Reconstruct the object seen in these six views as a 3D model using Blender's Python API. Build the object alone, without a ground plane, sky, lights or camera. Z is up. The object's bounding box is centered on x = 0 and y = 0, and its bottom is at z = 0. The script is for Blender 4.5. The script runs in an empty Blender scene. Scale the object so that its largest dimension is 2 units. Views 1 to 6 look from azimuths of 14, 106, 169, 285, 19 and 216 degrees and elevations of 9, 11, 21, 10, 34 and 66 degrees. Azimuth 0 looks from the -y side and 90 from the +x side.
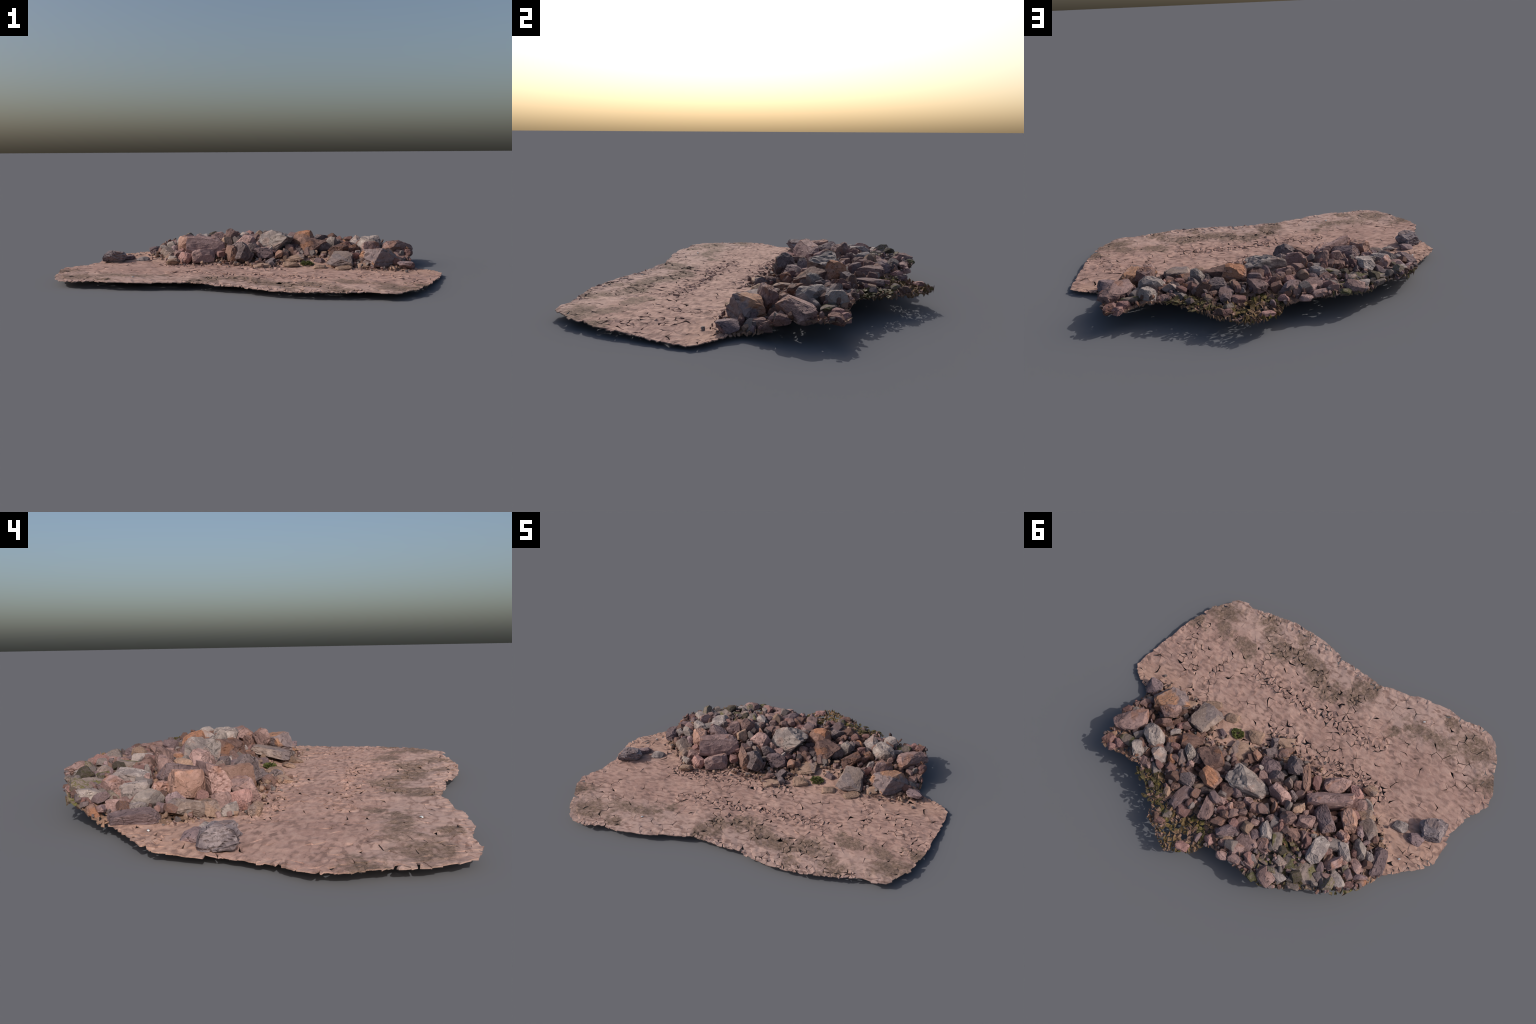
"""Rock pile on a patch of cracked pink sand.

A thin crust of sand (split into plates by a Voronoi crack pattern) rises behind
into a bank of soil and moss; angular boulders, stones, gravel and small green
tufts lie on it.  z up, metres.
"""
import bpy, bmesh, math, random
import numpy as np
from mathutils import Vector, Matrix, Euler, noise

RNG = random.Random(11)
TAU = math.tau

# ---------------------------------------------------------------- ground shape
# outline of the whole patch, seen from above, anticlockwise from the east tip
OUTLINE = [
    (0.998, 0.006), (0.925, 0.053), (0.861, 0.086), (0.832, 0.115), (0.841, 0.192), (0.827, 0.250), (0.828, 0.310),
    (0.815, 0.393), (0.824, 0.421), (0.806, 0.482), (0.772, 0.496), (0.714, 0.488), (0.668, 0.473), (0.609, 0.483),
    (0.549, 0.475), (0.507, 0.503), (0.439, 0.563), (0.376, 0.600), (0.345, 0.666), (0.282, 0.693),
    (0.218, 0.732), (0.172, 0.750), (0.107, 0.711), (0.059, 0.686), (0.026, 0.619), (-0.013, 0.607),
    (-0.075, 0.609), (-0.157, 0.618), (-0.239, 0.625), (-0.300, 0.628), (-0.378, 0.590), (-0.460, 0.535),
    (-0.516, 0.503), (-0.573, 0.482), (-0.611, 0.460), (-0.662, 0.426), (-0.698, 0.361), (-0.726, 0.298),
    (-0.747, 0.235), (-0.794, 0.195), (-0.841, 0.143), (-0.894, 0.090), (-0.925, 0.030), (-0.922, -0.041),
    (-0.926, -0.090), (-0.914, -0.150), (-0.930, -0.191), (-0.940, -0.259), (-0.974, -0.324), (-0.997, -0.381),
    (-0.986, -0.448), (-0.940, -0.548), (-0.916, -0.620), (-0.876, -0.688), (-0.830, -0.738), (-0.746, -0.755),
    (-0.647, -0.731), (-0.568, -0.748), (-0.498, -0.738), (-0.410, -0.727), (-0.340, -0.701), (-0.268, -0.688),
    (-0.186, -0.661), (-0.048, -0.680), (0.069, -0.684), (0.106, -0.702), (0.220, -0.735), (0.331, -0.737),
    (0.427, -0.737), (0.512, -0.721), (0.590, -0.706), (0.679, -0.681), (0.724, -0.690), (0.790, -0.677),
    (0.829, -0.640), (0.889, -0.552), (0.915, -0.473), (0.951, -0.352), (0.973, -0.216), (1.000, -0.093)]
OUTLINE = np.array(OUTLINE)

# heights of the ground at a few places; a thin-plate spline joins them
SPOTS = np.array([
    # sand flat
    (-0.494, -0.604, 0.038), (0.728, -0.596, 0.035), (0.551, -0.067, 0.021), (0.600, -0.306, 0.025), (0.558, -0.433, 0.031),
    (0.841, -0.195, 0.022), (0.407, -0.369, 0.025), (-0.171, -0.610, 0.036), (-0.652, -0.722, 0.039), (-0.349, -0.694, 0.038),
    (-0.639, -0.234, 0.026), (-0.987, -0.449, 0.030), (-0.928, -0.193, 0.028), (-0.455, -0.446, 0.028), (-0.427, -0.335, 0.028),
    (0.994, 0.005, 0.018), (0.900, 0.060, 0.020), (0.910, -0.470, 0.030), (0.200, -0.735, 0.033), (0.000, -0.200, 0.024),
    (0.300, -0.150, 0.022), (-0.300, -0.180, 0.026),
    # foot of the bank and west end
    (-0.925, 0.030, 0.034), (-0.797, 0.125, 0.038), (-0.650, 0.000, 0.028), (-0.880, 0.100, 0.042),
    # bank under the rocks
    (0.000, 0.250, 0.068), (-0.200, 0.220, 0.086), (-0.300, 0.300, 0.108), (-0.100, 0.400, 0.108), (0.100, 0.400, 0.104),
    (0.300, 0.400, 0.098), (0.500, 0.370, 0.094), (0.700, 0.350, 0.076), (0.600, 0.200, 0.050), (0.420, 0.210, 0.052),
    (0.360, 0.120, 0.045), (0.440, 0.090, 0.042), (0.200, 0.170, 0.050), (0.200, 0.080, 0.042), (0.000, 0.100, 0.038),
    (-0.150, 0.030, 0.030), (-0.380, -0.020, 0.024), (-0.500, 0.120, 0.048), (-0.300, 0.120, 0.068), (-0.500, 0.300, 0.074),
    (-0.400, 0.470, 0.095), (-0.250, 0.500, 0.104), (0.000, 0.500, 0.104), (0.200, 0.600, 0.090), (0.330, 0.540, 0.100),
    (0.430, 0.480, 0.104), (0.470, 0.000, 0.022), (0.250, 0.010, 0.024), (-0.620, 0.180, 0.047), (0.700, 0.030, 0.019),
    (0.720, 0.120, 0.034),
    # back edge
    (0.803, 0.478, 0.092), (0.824, 0.420, 0.083), (0.826, 0.310, 0.078), (0.826, 0.255, 0.073), (0.843, 0.185, 0.030),
    (0.708, 0.484, 0.083), (0.620, 0.480, 0.108), (0.543, 0.474, 0.099), (0.498, 0.500, 0.106), (0.437, 0.560, 0.093),
    (0.378, 0.600, 0.087), (0.348, 0.660, 0.083), (0.284, 0.690, 0.085), (0.222, 0.728, 0.077), (0.174, 0.745, 0.081),
    (0.103, 0.710, 0.079), (0.055, 0.686, 0.073), (0.024, 0.620, 0.077), (-0.078, 0.608, 0.096), (-0.158, 0.616, 0.096),
    (-0.300, 0.623, 0.103), (-0.380, 0.588, 0.093), (-0.462, 0.535, 0.098), (-0.573, 0.480, 0.085), (-0.663, 0.425, 0.078),
    (-0.699, 0.365, 0.076), (-0.725, 0.292, 0.045), (-0.745, 0.220, 0.038), (-0.794, 0.190, 0.037),
])


class Spline2D:
    """thin-plate spline height field through scattered (x, y, z) spots"""

    def __init__(self, pts, stiff):
        self.p = pts[:, :2]
        n = len(pts)
        k = self.u(((self.p[:, None] - self.p[None]) ** 2).sum(-1)) + stiff * np.eye(n)
        q = np.c_[np.ones(n), self.p]
        a = np.block([[k, q], [q.T, np.zeros((3, 3))]])
        w = np.linalg.solve(a, np.r_[pts[:, 2], 0, 0, 0])
        self.w, self.c = w[:n], w[n:]

    @staticmethod
    def u(d2):
        return np.where(d2 > 1e-12, d2 * np.log(d2 + 1e-30), 0.0)

    def __call__(self, x, y):
        x, y = np.atleast_1d(x).astype(float), np.atleast_1d(y).astype(float)
        d2 = (x[:, None] - self.p[:, 0]) ** 2 + (y[:, None] - self.p[:, 1]) ** 2
        return self.u(d2) @ self.w + self.c[0] + self.c[1] * x + self.c[2] * y


GROUND = Spline2D(SPOTS, 0.001)


def ground(x, y):
    return float(GROUND(x, y)[0])


def inside(x, y, poly=OUTLINE):
    x, y = np.atleast_1d(x), np.atleast_1d(y)
    res = np.zeros(len(x), bool)
    a, b = poly, np.roll(poly, -1, 0)
    for (x0, y0), (x1, y1) in zip(a, b):
        cross = (y0 > y) != (y1 > y)
        xi = (x1 - x0) * (y - y0) / (y1 - y0 + 1e-12) + x0
        res ^= cross & (x < xi)
    return res


def seg_dist(x, y, x0, y0, x1, y1):
    dx, dy = x1 - x0, y1 - y0
    t = min(1, max(0, ((x - x0) * dx + (y - y0) * dy) / (dx * dx + dy * dy + 1e-12)))
    return math.hypot(x - x0 - t * dx, y - y0 - t * dy)


def path_dist(x, y, pts):
    return min(seg_dist(x, y, *a, *b) for a, b in zip(pts, pts[1:]))


# the line where sand meets the rocks, west to east
ROCK_FOOT = [(-0.74, 0.24), (-0.66, 0.08), (-0.55, 0.02), (-0.40, -0.06), (-0.20, -0.03), (0.0, -0.06), (0.11, -0.05),
             (0.15, 0.07), (0.28, 0.13), (0.37, 0.16), (0.41, 0.02), (0.60, 0.02), (0.80, 0.03), (0.86, 0.08)]


def foot_y(x):
    xs = [p[0] for p in ROCK_FOOT]
    ys = [p[1] for p in ROCK_FOOT]
    return float(np.interp(x, xs, ys, left=0.6, right=0.6))


def zone(x, y):
    """which kind of ground a spot belongs to"""
    if y < foot_y(x) + 0.02 or x < -0.78:
        return "sand"
    if y > 0.50 and 0.03 < x < 0.42 or math.hypot(x - 0.44, y - 0.52) < 0.08:
        return "flap"            # thin mossy mat that hangs out at the back
    if y > 0.36 and x < -0.2:
        return "moss"
    return "soil"


# ------------------------------------------------------------------- materials
class Nodes:
    def __init__(self, name):
        self.mat = bpy.data.materials.new(name)
        self.mat.use_nodes = True
        self.t = self.mat.node_tree
        self.bsdf = self.t.nodes["Principled BSDF"]
        self.coord = self.t.nodes.new("ShaderNodeTexCoord").outputs["Object"]
        self.info = self.t.nodes.new("ShaderNodeObjectInfo").outputs["Random"]

    def link(self, a, b):
        if isinstance(a, (int, float)):
            b.default_value = a
        elif isinstance(a, tuple):
            b.default_value = (*a, 1) if len(b.default_value) == 4 else a
        else:
            self.t.links.new(a, b)

    def noise(self, scale, detail=4.0, rough=0.55, vec=None, w=None, distort=0.0):
        n = self.t.nodes.new("ShaderNodeTexNoise")
        n.noise_dimensions = "4D" if w is not None else "3D"
        n.inputs["Scale"].default_value, n.inputs["Detail"].default_value = scale, detail
        n.inputs["Roughness"].default_value, n.inputs["Distortion"].default_value = rough, distort
        self.link(vec or self.coord, n.inputs["Vector"])
        if w is not None:
            self.link(w, n.inputs["W"])
        return n.outputs["Fac"]

    def voronoi(self, scale, feature="F1", vec=None, out="Distance"):
        n = self.t.nodes.new("ShaderNodeTexVoronoi")
        n.feature = feature
        n.inputs["Scale"].default_value = scale
        self.link(vec or self.coord, n.inputs["Vector"])
        return n.outputs[out]

    def math(self, op, a, b=0.0, clamp=False):
        n = self.t.nodes.new("ShaderNodeMath")
        n.operation, n.use_clamp = op, clamp
        self.link(a, n.inputs[0])
        self.link(b, n.inputs[1])
        return n.outputs[0]

    def step(self, v, lo, hi, a=0.0, b=1.0):
        n = self.t.nodes.new("ShaderNodeMapRange")
        n.interpolation_type = "SMOOTHSTEP"
        self.link(v, n.inputs["Value"])
        for key, val in (("From Min", lo), ("From Max", hi), ("To Min", a), ("To Max", b)):
            n.inputs[key].default_value = val
        return n.outputs[0]

    def mix(self, fac, a, b, mode="MIX"):
        n = self.t.nodes.new("ShaderNodeMix")
        n.data_type, n.blend_type = "RGBA", mode
        self.link(fac, n.inputs[0])
        self.link(a, n.inputs[6])
        self.link(b, n.inputs[7])
        return n.outputs[2]

    def near(self, x, y, r, wobble):
        """soft blotch around a spot on the ground"""
        v = self.t.nodes.new("ShaderNodeVectorMath")
        v.operation = "DISTANCE"
        flat = self.t.nodes.new("ShaderNodeVectorMath")
        flat.operation = "MULTIPLY"
        self.link(self.coord, flat.inputs[0])
        flat.inputs[1].default_value = (1, 1.25, 0)
        self.link(flat.outputs[0], v.inputs[0])
        v.inputs[1].default_value = (x, y * 1.25, 0)
        d = self.math("ADD", v.outputs["Value"], wobble)
        return self.step(d, r * 0.5, r * 1.6, 1.0, 0.0)

    def finish(self, colour, bump=(), rough=0.9, spec=0.2):
        self.link(colour, self.bsdf.inputs["Base Color"])
        self.bsdf.inputs["Roughness"].default_value = rough
        self.bsdf.inputs["Specular IOR Level"].default_value = spec
        last = None
        for height, strength, dist in bump:
            b = self.t.nodes.new("ShaderNodeBump")
            b.inputs["Strength"].default_value, b.inputs["Distance"].default_value = strength, dist
            self.link(height, b.inputs["Height"])
            if last is not None:
                self.link(last, b.inputs["Normal"])
            last = b.outputs["Normal"]
        if last is not None:
            self.link(last, self.bsdf.inputs["Normal"])
        return self.mat


def sand_material():
    n = Nodes("sand")
    broad = n.noise(5, 3)
    c = n.mix(n.step(broad, 0.35, 0.65), (0.345, 0.207, 0.176), (0.415, 0.258, 0.219))
    # paler, greyer front strip and warm drift at the foot of the rocks
    sep = n.t.nodes.new("ShaderNodeSeparateXYZ")
    n.link(n.coord, sep.inputs[0])
    yy = n.math("ADD", sep.outputs["Y"], n.math("MULTIPLY", n.math("SUBTRACT", n.noise(4, 3), 0.5), 0.25))
    c = n.mix(n.step(yy, -0.42, -0.56, 0.0, 0.75), c, (0.450, 0.315, 0.280))
    c = n.mix(n.step(yy, -0.12, 0.02, 0.0, 0.65), c, (0.430, 0.262, 0.196))
    tone = n.t.nodes.new("ShaderNodeSeparateColor")
    n.link(n.voronoi(17, out="Color"), tone.inputs[0])
    c = n.mix(n.step(tone.outputs[0], 0.0, 1.0, 0.0, 0.30), c, (0.330, 0.205, 0.170))
    c = n.mix(n.step(tone.outputs[1], 0.6, 1.0, 0.0, 0.25), c, (0.540, 0.360, 0.300))
    # ripple shading painted into the sand as darker and paler dapples
    stretch = n.t.nodes.new("ShaderNodeMapping")
    stretch.inputs["Scale"].default_value = (0.62, 1.30, 1)
    stretch.inputs["Rotation"].default_value = (0, 0, 0.12)
    n.link(n.coord, stretch.inputs["Vector"])
    dap = n.noise(44, 2.0, 0.45, vec=stretch.outputs[0], distort=0.4)
    amount = n.step(n.noise(7, 2), 0.35, 0.6, 0.45, 1.0)
    c = n.mix(n.math("MULTIPLY", n.step(dap, 0.49, 0.64), amount), c, (0.212, 0.128, 0.108))
    c = n.mix(n.math("MULTIPLY", n.step(dap, 0.46, 0.34), 0.35), c, (0.520, 0.360, 0.305))
    # olive-brown stains of dry growth
    wob = n.math("ADD", n.math("MULTIPLY", n.math("SUBTRACT", n.noise(13, 5, 0.68), 0.5), 0.30),
                 n.math("MULTIPLY", n.math("SUBTRACT", n.noise(70, 3, 0.6), 0.5), 0.09))
    stain = None
    for x, y, r in STAINS:
        s = n.near(x, y, r, wob)
        stain = s if stain is None else n.math("MAXIMUM", stain, s)
    c = n.mix(n.math("MULTIPLY", stain, n.step(n.noise(30, 5, 0.7), 0.34, 0.56, 0.45, 1.0)), c, n.mix(n.step(n.noise(90, 2), 0.4, 0.6), (0.100, 0.066, 0.048), (0.190, 0.128, 0.099)))
    grain = n.noise(420, 2)
    c = n.mix(n.step(grain, 0.3, 0.75, 0.0, 0.22), c, (0.60, 0.42, 0.34))
    return n.finish(c, [(dap, 0.22, 0.006), (n.noise(150, 3), 0.4, 0.0025)])


STAINS = [(-0.150, -0.595, 0.075), (-0.115, -0.510, 0.060), (-0.466, -0.534, 0.055), (-0.640, -0.555, 0.065),
          (-0.800, -0.625, 0.095), (-0.540, -0.560, 0.055), (-0.394, -0.474, 0.040), (0.240, -0.560, 0.075),
          (0.130, -0.520, 0.080), (0.050, -0.450, 0.055), (0.815, -0.580, 0.095), (0.740, -0.480, 0.050),
          (0.560, -0.437, 0.060), (0.905, -0.430, 0.050), (-0.944, -0.487, 0.060), (0.400, -0.545, 0.085),
          (-0.021, -0.495, 0.060), (-0.622, -0.670, 0.040), (0.550, -0.650, 0.060), (0.33, -0.66, 0.05)]


def soil_material():
    n = Nodes("soil")
    c = n.mix(n.step(n.noise(14, 4), 0.38, 0.62), (0.200, 0.125, 0.090), (0.340, 0.205, 0.145))
    c = n.mix(n.step(n.noise(60, 4, 0.7), 0.52, 0.68, 0, 0.7), c, (0.250, 0.165, 0.150))
    c = n.mix(n.step(n.noise(200, 2), 0.55, 0.75, 0, 0.4), c, (0.42, 0.28, 0.22))
    return n.finish(c, [(n.noise(70, 5, 0.65), 0.6, 0.008)])


def moss_material():
    n = Nodes("moss")
    patch = n.voronoi(24, out="Color")
    sep = n.t.nodes.new("ShaderNodeSeparateColor")
    n.link(patch, sep.inputs[0])
    c = n.mix(n.step(n.noise(11, 4), 0.40, 0.60), (0.230, 0.165, 0.145), (0.120, 0.100, 0.040))
    c = n.mix(n.step(sep.outputs[0], 0.62, 0.72, 0, 0.75), c, (0.290, 0.205, 0.180))
    c = n.mix(n.step(n.noise(19, 3), 0.54, 0.66, 0, 0.8), c, (0.165, 0.165, 0.035))
    c = n.mix(n.step(n.noise(90, 4, 0.7), 0.5, 0.75, 0, 0.6), c, (0.060, 0.050, 0.030))
    return n.finish(c, [(n.noise(110, 4, 0.7), 0.7, 0.006)])


def mat_material():
    n = Nodes("dry_moss_mat")
    patch = n.voronoi(30, out="Color")
    sep = n.t.nodes.new("ShaderNodeSeparateColor")
    n.link(patch, sep.inputs[0])
    c = n.mix(n.step(sep.outputs[1], 0.3, 0.7), (0.150, 0.100, 0.045), (0.225, 0.140, 0.090))
    c = n.mix(n.step(sep.outputs[0], 0.70, 0.78, 0, 0.75), c, (0.290, 0.180, 0.155))
    c = n.mix(n.step(n.noise(15, 3), 0.55, 0.65, 0, 0.7), c, (0.145, 0.135, 0.025))
    c = n.mix(n.step(n.noise(100, 4, 0.7), 0.55, 0.75, 0, 0.6), c, (0.07, 0.05, 0.03))
    return n.finish(c, [(n.noise(110, 4, 0.7), 0.7, 0.005)])


LOOKS = {  # two body tones, stain colour, stain amount, pale bloom amount
    "pink": ((0.235, 0.148, 0.138), (0.375, 0.245, 0.225), (0.300, 0.150, 0.100), 0.35, 0.25),
    "redpink": ((0.210, 0.112, 0.105), (0.345, 0.200, 0.182), (0.260, 0.120, 0.085), 0.30, 0.15),
    "redbrown": ((0.150, 0.088, 0.078), (0.265, 0.160, 0.135), (0.300, 0.140, 0.082), 0.45, 0.12),
    "rust": ((0.235, 0.135, 0.105), (0.335, 0.205, 0.170), (0.400, 0.185, 0.105), 0.72, 0.20),
    "rustgrey": ((0.165, 0.125, 0.128), (0.245, 0.185, 0.182), (0.370, 0.190, 0.110), 0.80, 0.15),
    "grey": ((0.195, 0.158, 0.155), (0.330, 0.272, 0.255), (0.300, 0.200, 0.165), 0.30, 0.45),
    "palegrey": ((0.230, 0.187, 0.180), (0.385, 0.320, 0.295), (0.370, 0.250, 0.215), 0.40, 0.50),
    "purplegrey": ((0.130, 0.102, 0.112), (0.270, 0.220, 0.225), (0.250, 0.170, 0.150), 0.25, 0.35),
    "purple": ((0.155, 0.106, 0.114), (0.270, 0.190, 0.194), (0.290, 0.180, 0.160), 0.30, 0.22),
    "dark": ((0.105, 0.078, 0.080), (0.195, 0.148, 0.148), (0.250, 0.170, 0.145), 0.25, 0.22),
    "tan": ((0.240, 0.176, 0.152), (0.315, 0.240, 0.212), (0.205, 0.162, 0.168), 0.55, 0.30),
    "sandy": ((0.300, 0.195, 0.145), (0.420, 0.275, 0.208), (0.235, 0.185, 0.182), 0.45, 0.20),
    "moss": ((0.185, 0.145, 0.132), (0.290, 0.225, 0.200), (0.130, 0.120, 0.036), 0.75, 0.15),
    "darkmoss": ((0.095, 0.078, 0.066), (0.180, 0.135, 0.118), (0.085, 0.080, 0.030), 0.75, 0.05),
}


def rock_material(look):
    a, b, stain, much, pale = LOOKS[look]
    n = Nodes("stone_" + look)
    w = n.math("MULTIPLY", n.info, 37.0)
    c = n.mix(n.step(n.noise(16, 5, 0.6, w=w), 0.36, 0.64), a, b)
    edge = 0.62 - 0.16 * much
    c = n.mix(n.step(n.noise(9, 3, 0.5, w=n.math("ADD", w, 9.0), distort=0.6), edge, edge + 0.07, 0.0, 0.45 + 0.5 * much), c, stain)
    bloom = tuple(min(0.62, v * 1.35 + 0.05) for v in b)
    c = n.mix(n.step(n.noise(30, 7, 0.75, w=w), 0.52, 0.66, 0.0, 0.30 + pale), c, bloom)
    c = n.mix(n.step(n.noise(55, 6, 0.75, w=n.math("ADD", w, 3.0)), 0.54, 0.66, 0.0, 0.60), c, tuple(v * 0.55 for v in a))
    c = n.mix(n.step(n.noise(150, 4, 0.7, w=w), 0.56, 0.72, 0.0, 0.55), c, tuple(v * 0.5 for v in a))
    c = n.mix(n.step(n.noise(260, 2, 0.6, w=w), 0.60, 0.74, 0.0, 0.5), c, bloom)
    crease = n.math("ABSOLUTE", n.math("SUBTRACT", n.noise(13, 4, 0.6, w=n.math("ADD", w, 5.0), distort=0.8), 0.5))
    open_ = n.step(n.noise(17, 2, w=w), 0.48, 0.56)
    c = n.mix(n.math("MULTIPLY", n.step(crease, 0.012, 0.004), n.math("MULTIPLY", open_, 0.8)), c, tuple(v * 0.3 for v in a))
    tint = n.t.nodes.new("ShaderNodeHueSaturation")
    n.link(n.step(n.info, 0, 1, 0.70, 1.16), tint.inputs["Value"])
    n.link(c, tint.inputs["Color"])
    return n.finish(tint.outputs[0], [(n.noise(38, 6, 0.68, w=w), 0.55, 0.010), (n.noise(190, 3, 0.6, w=w), 0.35, 0.003)], 0.85, 0.25)


def leaf_material(name, a, b):
    n = Nodes(name)
    c = n.mix(n.step(n.noise(45, 2), 0.40, 0.60), a, b)
    return n.finish(c, (), 0.7, 0.25)


def chip_material():
    n = Nodes("pale_chip")
    return n.finish(n.mix(n.noise(60), (0.55, 0.58, 0.60), (0.66, 0.68, 0.70)), (), 0.7)


# -------------------------------------------------------------------- assembly
ROOT = bpy.data.objects.new("rock_pile", None)
bpy.context.scene.collection.objects.link(ROOT)
ROOT["label"] = "heap of angular pinkish grey rocks on cracked sandy ground"
ROOT["category"] = "rock pile"
MATS = {}


def material(name, make, *args):
    if name not in MATS:
        MATS[name] = make(*args)
    return MATS[name]


def add_object(name, mesh, mat=None, stuff=False):
    if mat is not None and not mesh.materials:
        mesh.materials.append(mat)
    o = bpy.data.objects.new(name, mesh)
    o.parent = ROOT
    if stuff:
        o["kind"] = "stuff"
    bpy.context.scene.collection.objects.link(o)
    return o


def shade(mesh, angle):
    """smooth shading broken at edges sharper than the angle"""
    mesh.shade_smooth()
    mesh.set_sharp_from_angle(angle=math.radians(angle))


# ---------------------------------------------------------------- ground plates
BAND = [(0.42, -0.345), (0.16, -0.335), (-0.10, -0.35), (-0.38, -0.345)]
BAND_WEST = [(-0.22, -0.13), (-0.32, -0.145), (-0.52, -0.13)]
SEAM = [(0.55, -0.06), (0.62, -0.19), (0.60, -0.31)]
FRONT = [(0.62, -0.69), (0.40, -0.71), (0.22, -0.70), (0.05, -0.66), (-0.17, -0.63)]
FRONT_IN = [(0.45, -0.56), (0.24, -0.56), (0.13, -0.53), (0.05, -0.45), (-0.12, -0.50)]


def crackedness(x, y):
    """0 where the crust is whole, 1 where it is shattered"""
    k = 0.0
    for path, width, top in ((BAND, 0.065, 0.9), (BAND_WEST, 0.05, 1.0), (SEAM, 0.025, 0.8), (FRONT, 0.05, 0.7),
                             (FRONT_IN, 0.07, 0.75), (ROCK_FOOT[2:], 0.05, 0.8), ([(-0.85, 0.05), (-0.78, 0.14)], 0.06, 0.7),
                             ([(-0.5, -0.10), (-0.2, -0.12), (0.15, -0.10)], 0.09, 0.75), ([(0.70, -0.15), (0.85, -0.25), (0.86, -0.42)], 0.08, 0.65)):
        k = max(k, top * max(0.0, 1.0 - (path_dist(x, y, path) / width) ** 2 * 0.6))
    k = max(k, 0.6 * max(0.0, noise.noise(Vector((x * 5.0, y * 5.0, 3.3)))))
    return min(1.0, k)


def long_cracks():
    """thin irregular cracks that wander over the crust"""
    rng = random.Random(64)
    paths = [SEAM, [(0.41, -0.37), (0.43, -0.42), (0.44, -0.49)], [(-0.11, -0.40), (-0.15, -0.45), (-0.12, -0.53)],
             [(-0.22, -0.56), (-0.31, -0.58), (-0.34, -0.66)], [(-0.48, -0.45), (-0.60, -0.44), (-0.70, -0.48), (-0.80, -0.53)],
             [(-0.80, -0.38), (-0.86, -0.42), (-0.92, -0.42)], [(0.70, -0.55), (0.66, -0.50), (0.63, -0.44)],
             [(0.49, -0.62), (0.50, -0.56), (0.45, -0.52)], [(0.93, -0.14), (0.84, -0.20), (0.78, -0.16), (0.70, -0.21)]]
    while len(paths) < 30:
        x, y = rng.uniform(-0.9, 0.9), rng.uniform(-0.68, -0.08)
        a, path = rng.uniform(0, TAU), []
        for _ in range(rng.randint(3, 7)):
            path.append((x, y))
            a += rng.gauss(0, 0.6)
            x, y = x + 0.035 * math.cos(a), y + 0.030 * math.sin(a)
        paths.append(path)
    return paths


CRACKS = long_cracks()


def plate_size(x, y):
    z = zone(x, y)
    if z == "flap":
        return 0.019
    if z == "moss":
        return 0.032
    if z == "soil":
        return 0.026
    c = crackedness(x, y)
    return (0.050 * (1 - c) + 0.0150 * c) * (0.75 + 0.5 * (noise.noise(Vector((x * 40, y * 40, 9))) + 0.5))


def plate_seeds():
    """variable-radius dart throwing, then mirrored pairs along the outline"""
    rng = random.Random(5)
    cell, grid, pts = 0.06, {}, []

    def ok(x, y, r):
        i, j = int(x // cell), int(y // cell)
        for a in range(i - 1, i + 2):
            for b in range(j - 1, j + 2):
                for (px, py, pr) in grid.get((a, b), ()):
                    if math.hypot(px - x, py - y) < min(r, pr):
                        return False
        return True

    def put(x, y, r):
        grid.setdefault((int(x // cell), int(y // cell)), []).append((x, y, r))
        pts.append((x, y))

    ghosts = []
    n = len(OUTLINE)
    for i in range(n):
        a, b = OUTLINE[i], OUTLINE[(i + 1) % n]
        d = b - a
        length = float(np.hypot(*d))
        out = np.array([d[1], -d[0]]) / length
        t = 0.0
        while t < length:
            p = a + d * t / length
            r = plate_size(*(p - out * 0.01)) * rng.uniform(0.75, 1.15)
            r = min(r, 0.034) * rng.choice((0.55, 0.8, 1.0, 1.0))
            off = rng.uniform(0.20, 0.45) * r
            wob = rng.uniform(-0.22, 0.22) * r
            q_in, q_out = p - out * (off + wob), p + out * (off - wob)
            if not inside(*q_out)[0] and inside(*q_in)[0] and ok(q_in[0], q_in[1], r * 0.6):
                put(float(q_in[0]), float(q_in[1]), r * 0.8)
                ghosts.append((float(q_out[0]), float(q_out[1])))
            t += r * 0.85
    tries = np.random.RandomState(5).uniform((-1, -0.76), (1, 0.76), (42000, 2))
    for x, y in tries[inside(tries[:, 0], tries[:, 1])].tolist():
        r = plate_size(x, y) * rng.uniform(0.75, 1.2)
        if ok(x, y, r):
            put(x, y, r)
    # a second ring of ghosts closes the border cells
    far = []
    c = OUTLINE.mean(0)
    for p in OUTLINE:
        far.append(tuple(p + (p - c) / np.hypot(*(p - c)) * 0.16))
    return pts, ghosts + far


def cell_polygon(i, allp, near):
    """Voronoi cell of point i by clipping a square with half planes"""
    px, py = allp[i]
    poly = [(px - .12, py - .12), (px + .12, py - .12), (px + .12, py + .12), (px - .12, py + .12)]
    for j in near:
        qx, qy = allp[j]
        mx, my, nx, ny = (px + qx) / 2, (py + qy) / 2, qx - px, qy - py
        res = []
        d = [(x - mx) * nx + (y - my) * ny for x, y in poly]
        for k in range(len(poly)):
            a, b, da, db = poly[k - 1], poly[k], d[k - 1], d[k]
            if (da <= 0) != (db <= 0):
                t = da / (da - db)
                res.append((a[0] + t * (b[0] - a[0]), a[1] + t * (b[1] - a[1])))
            if db <= 0:
                res.append(b)
        poly = res
        if not poly:
            break
    return poly


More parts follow.
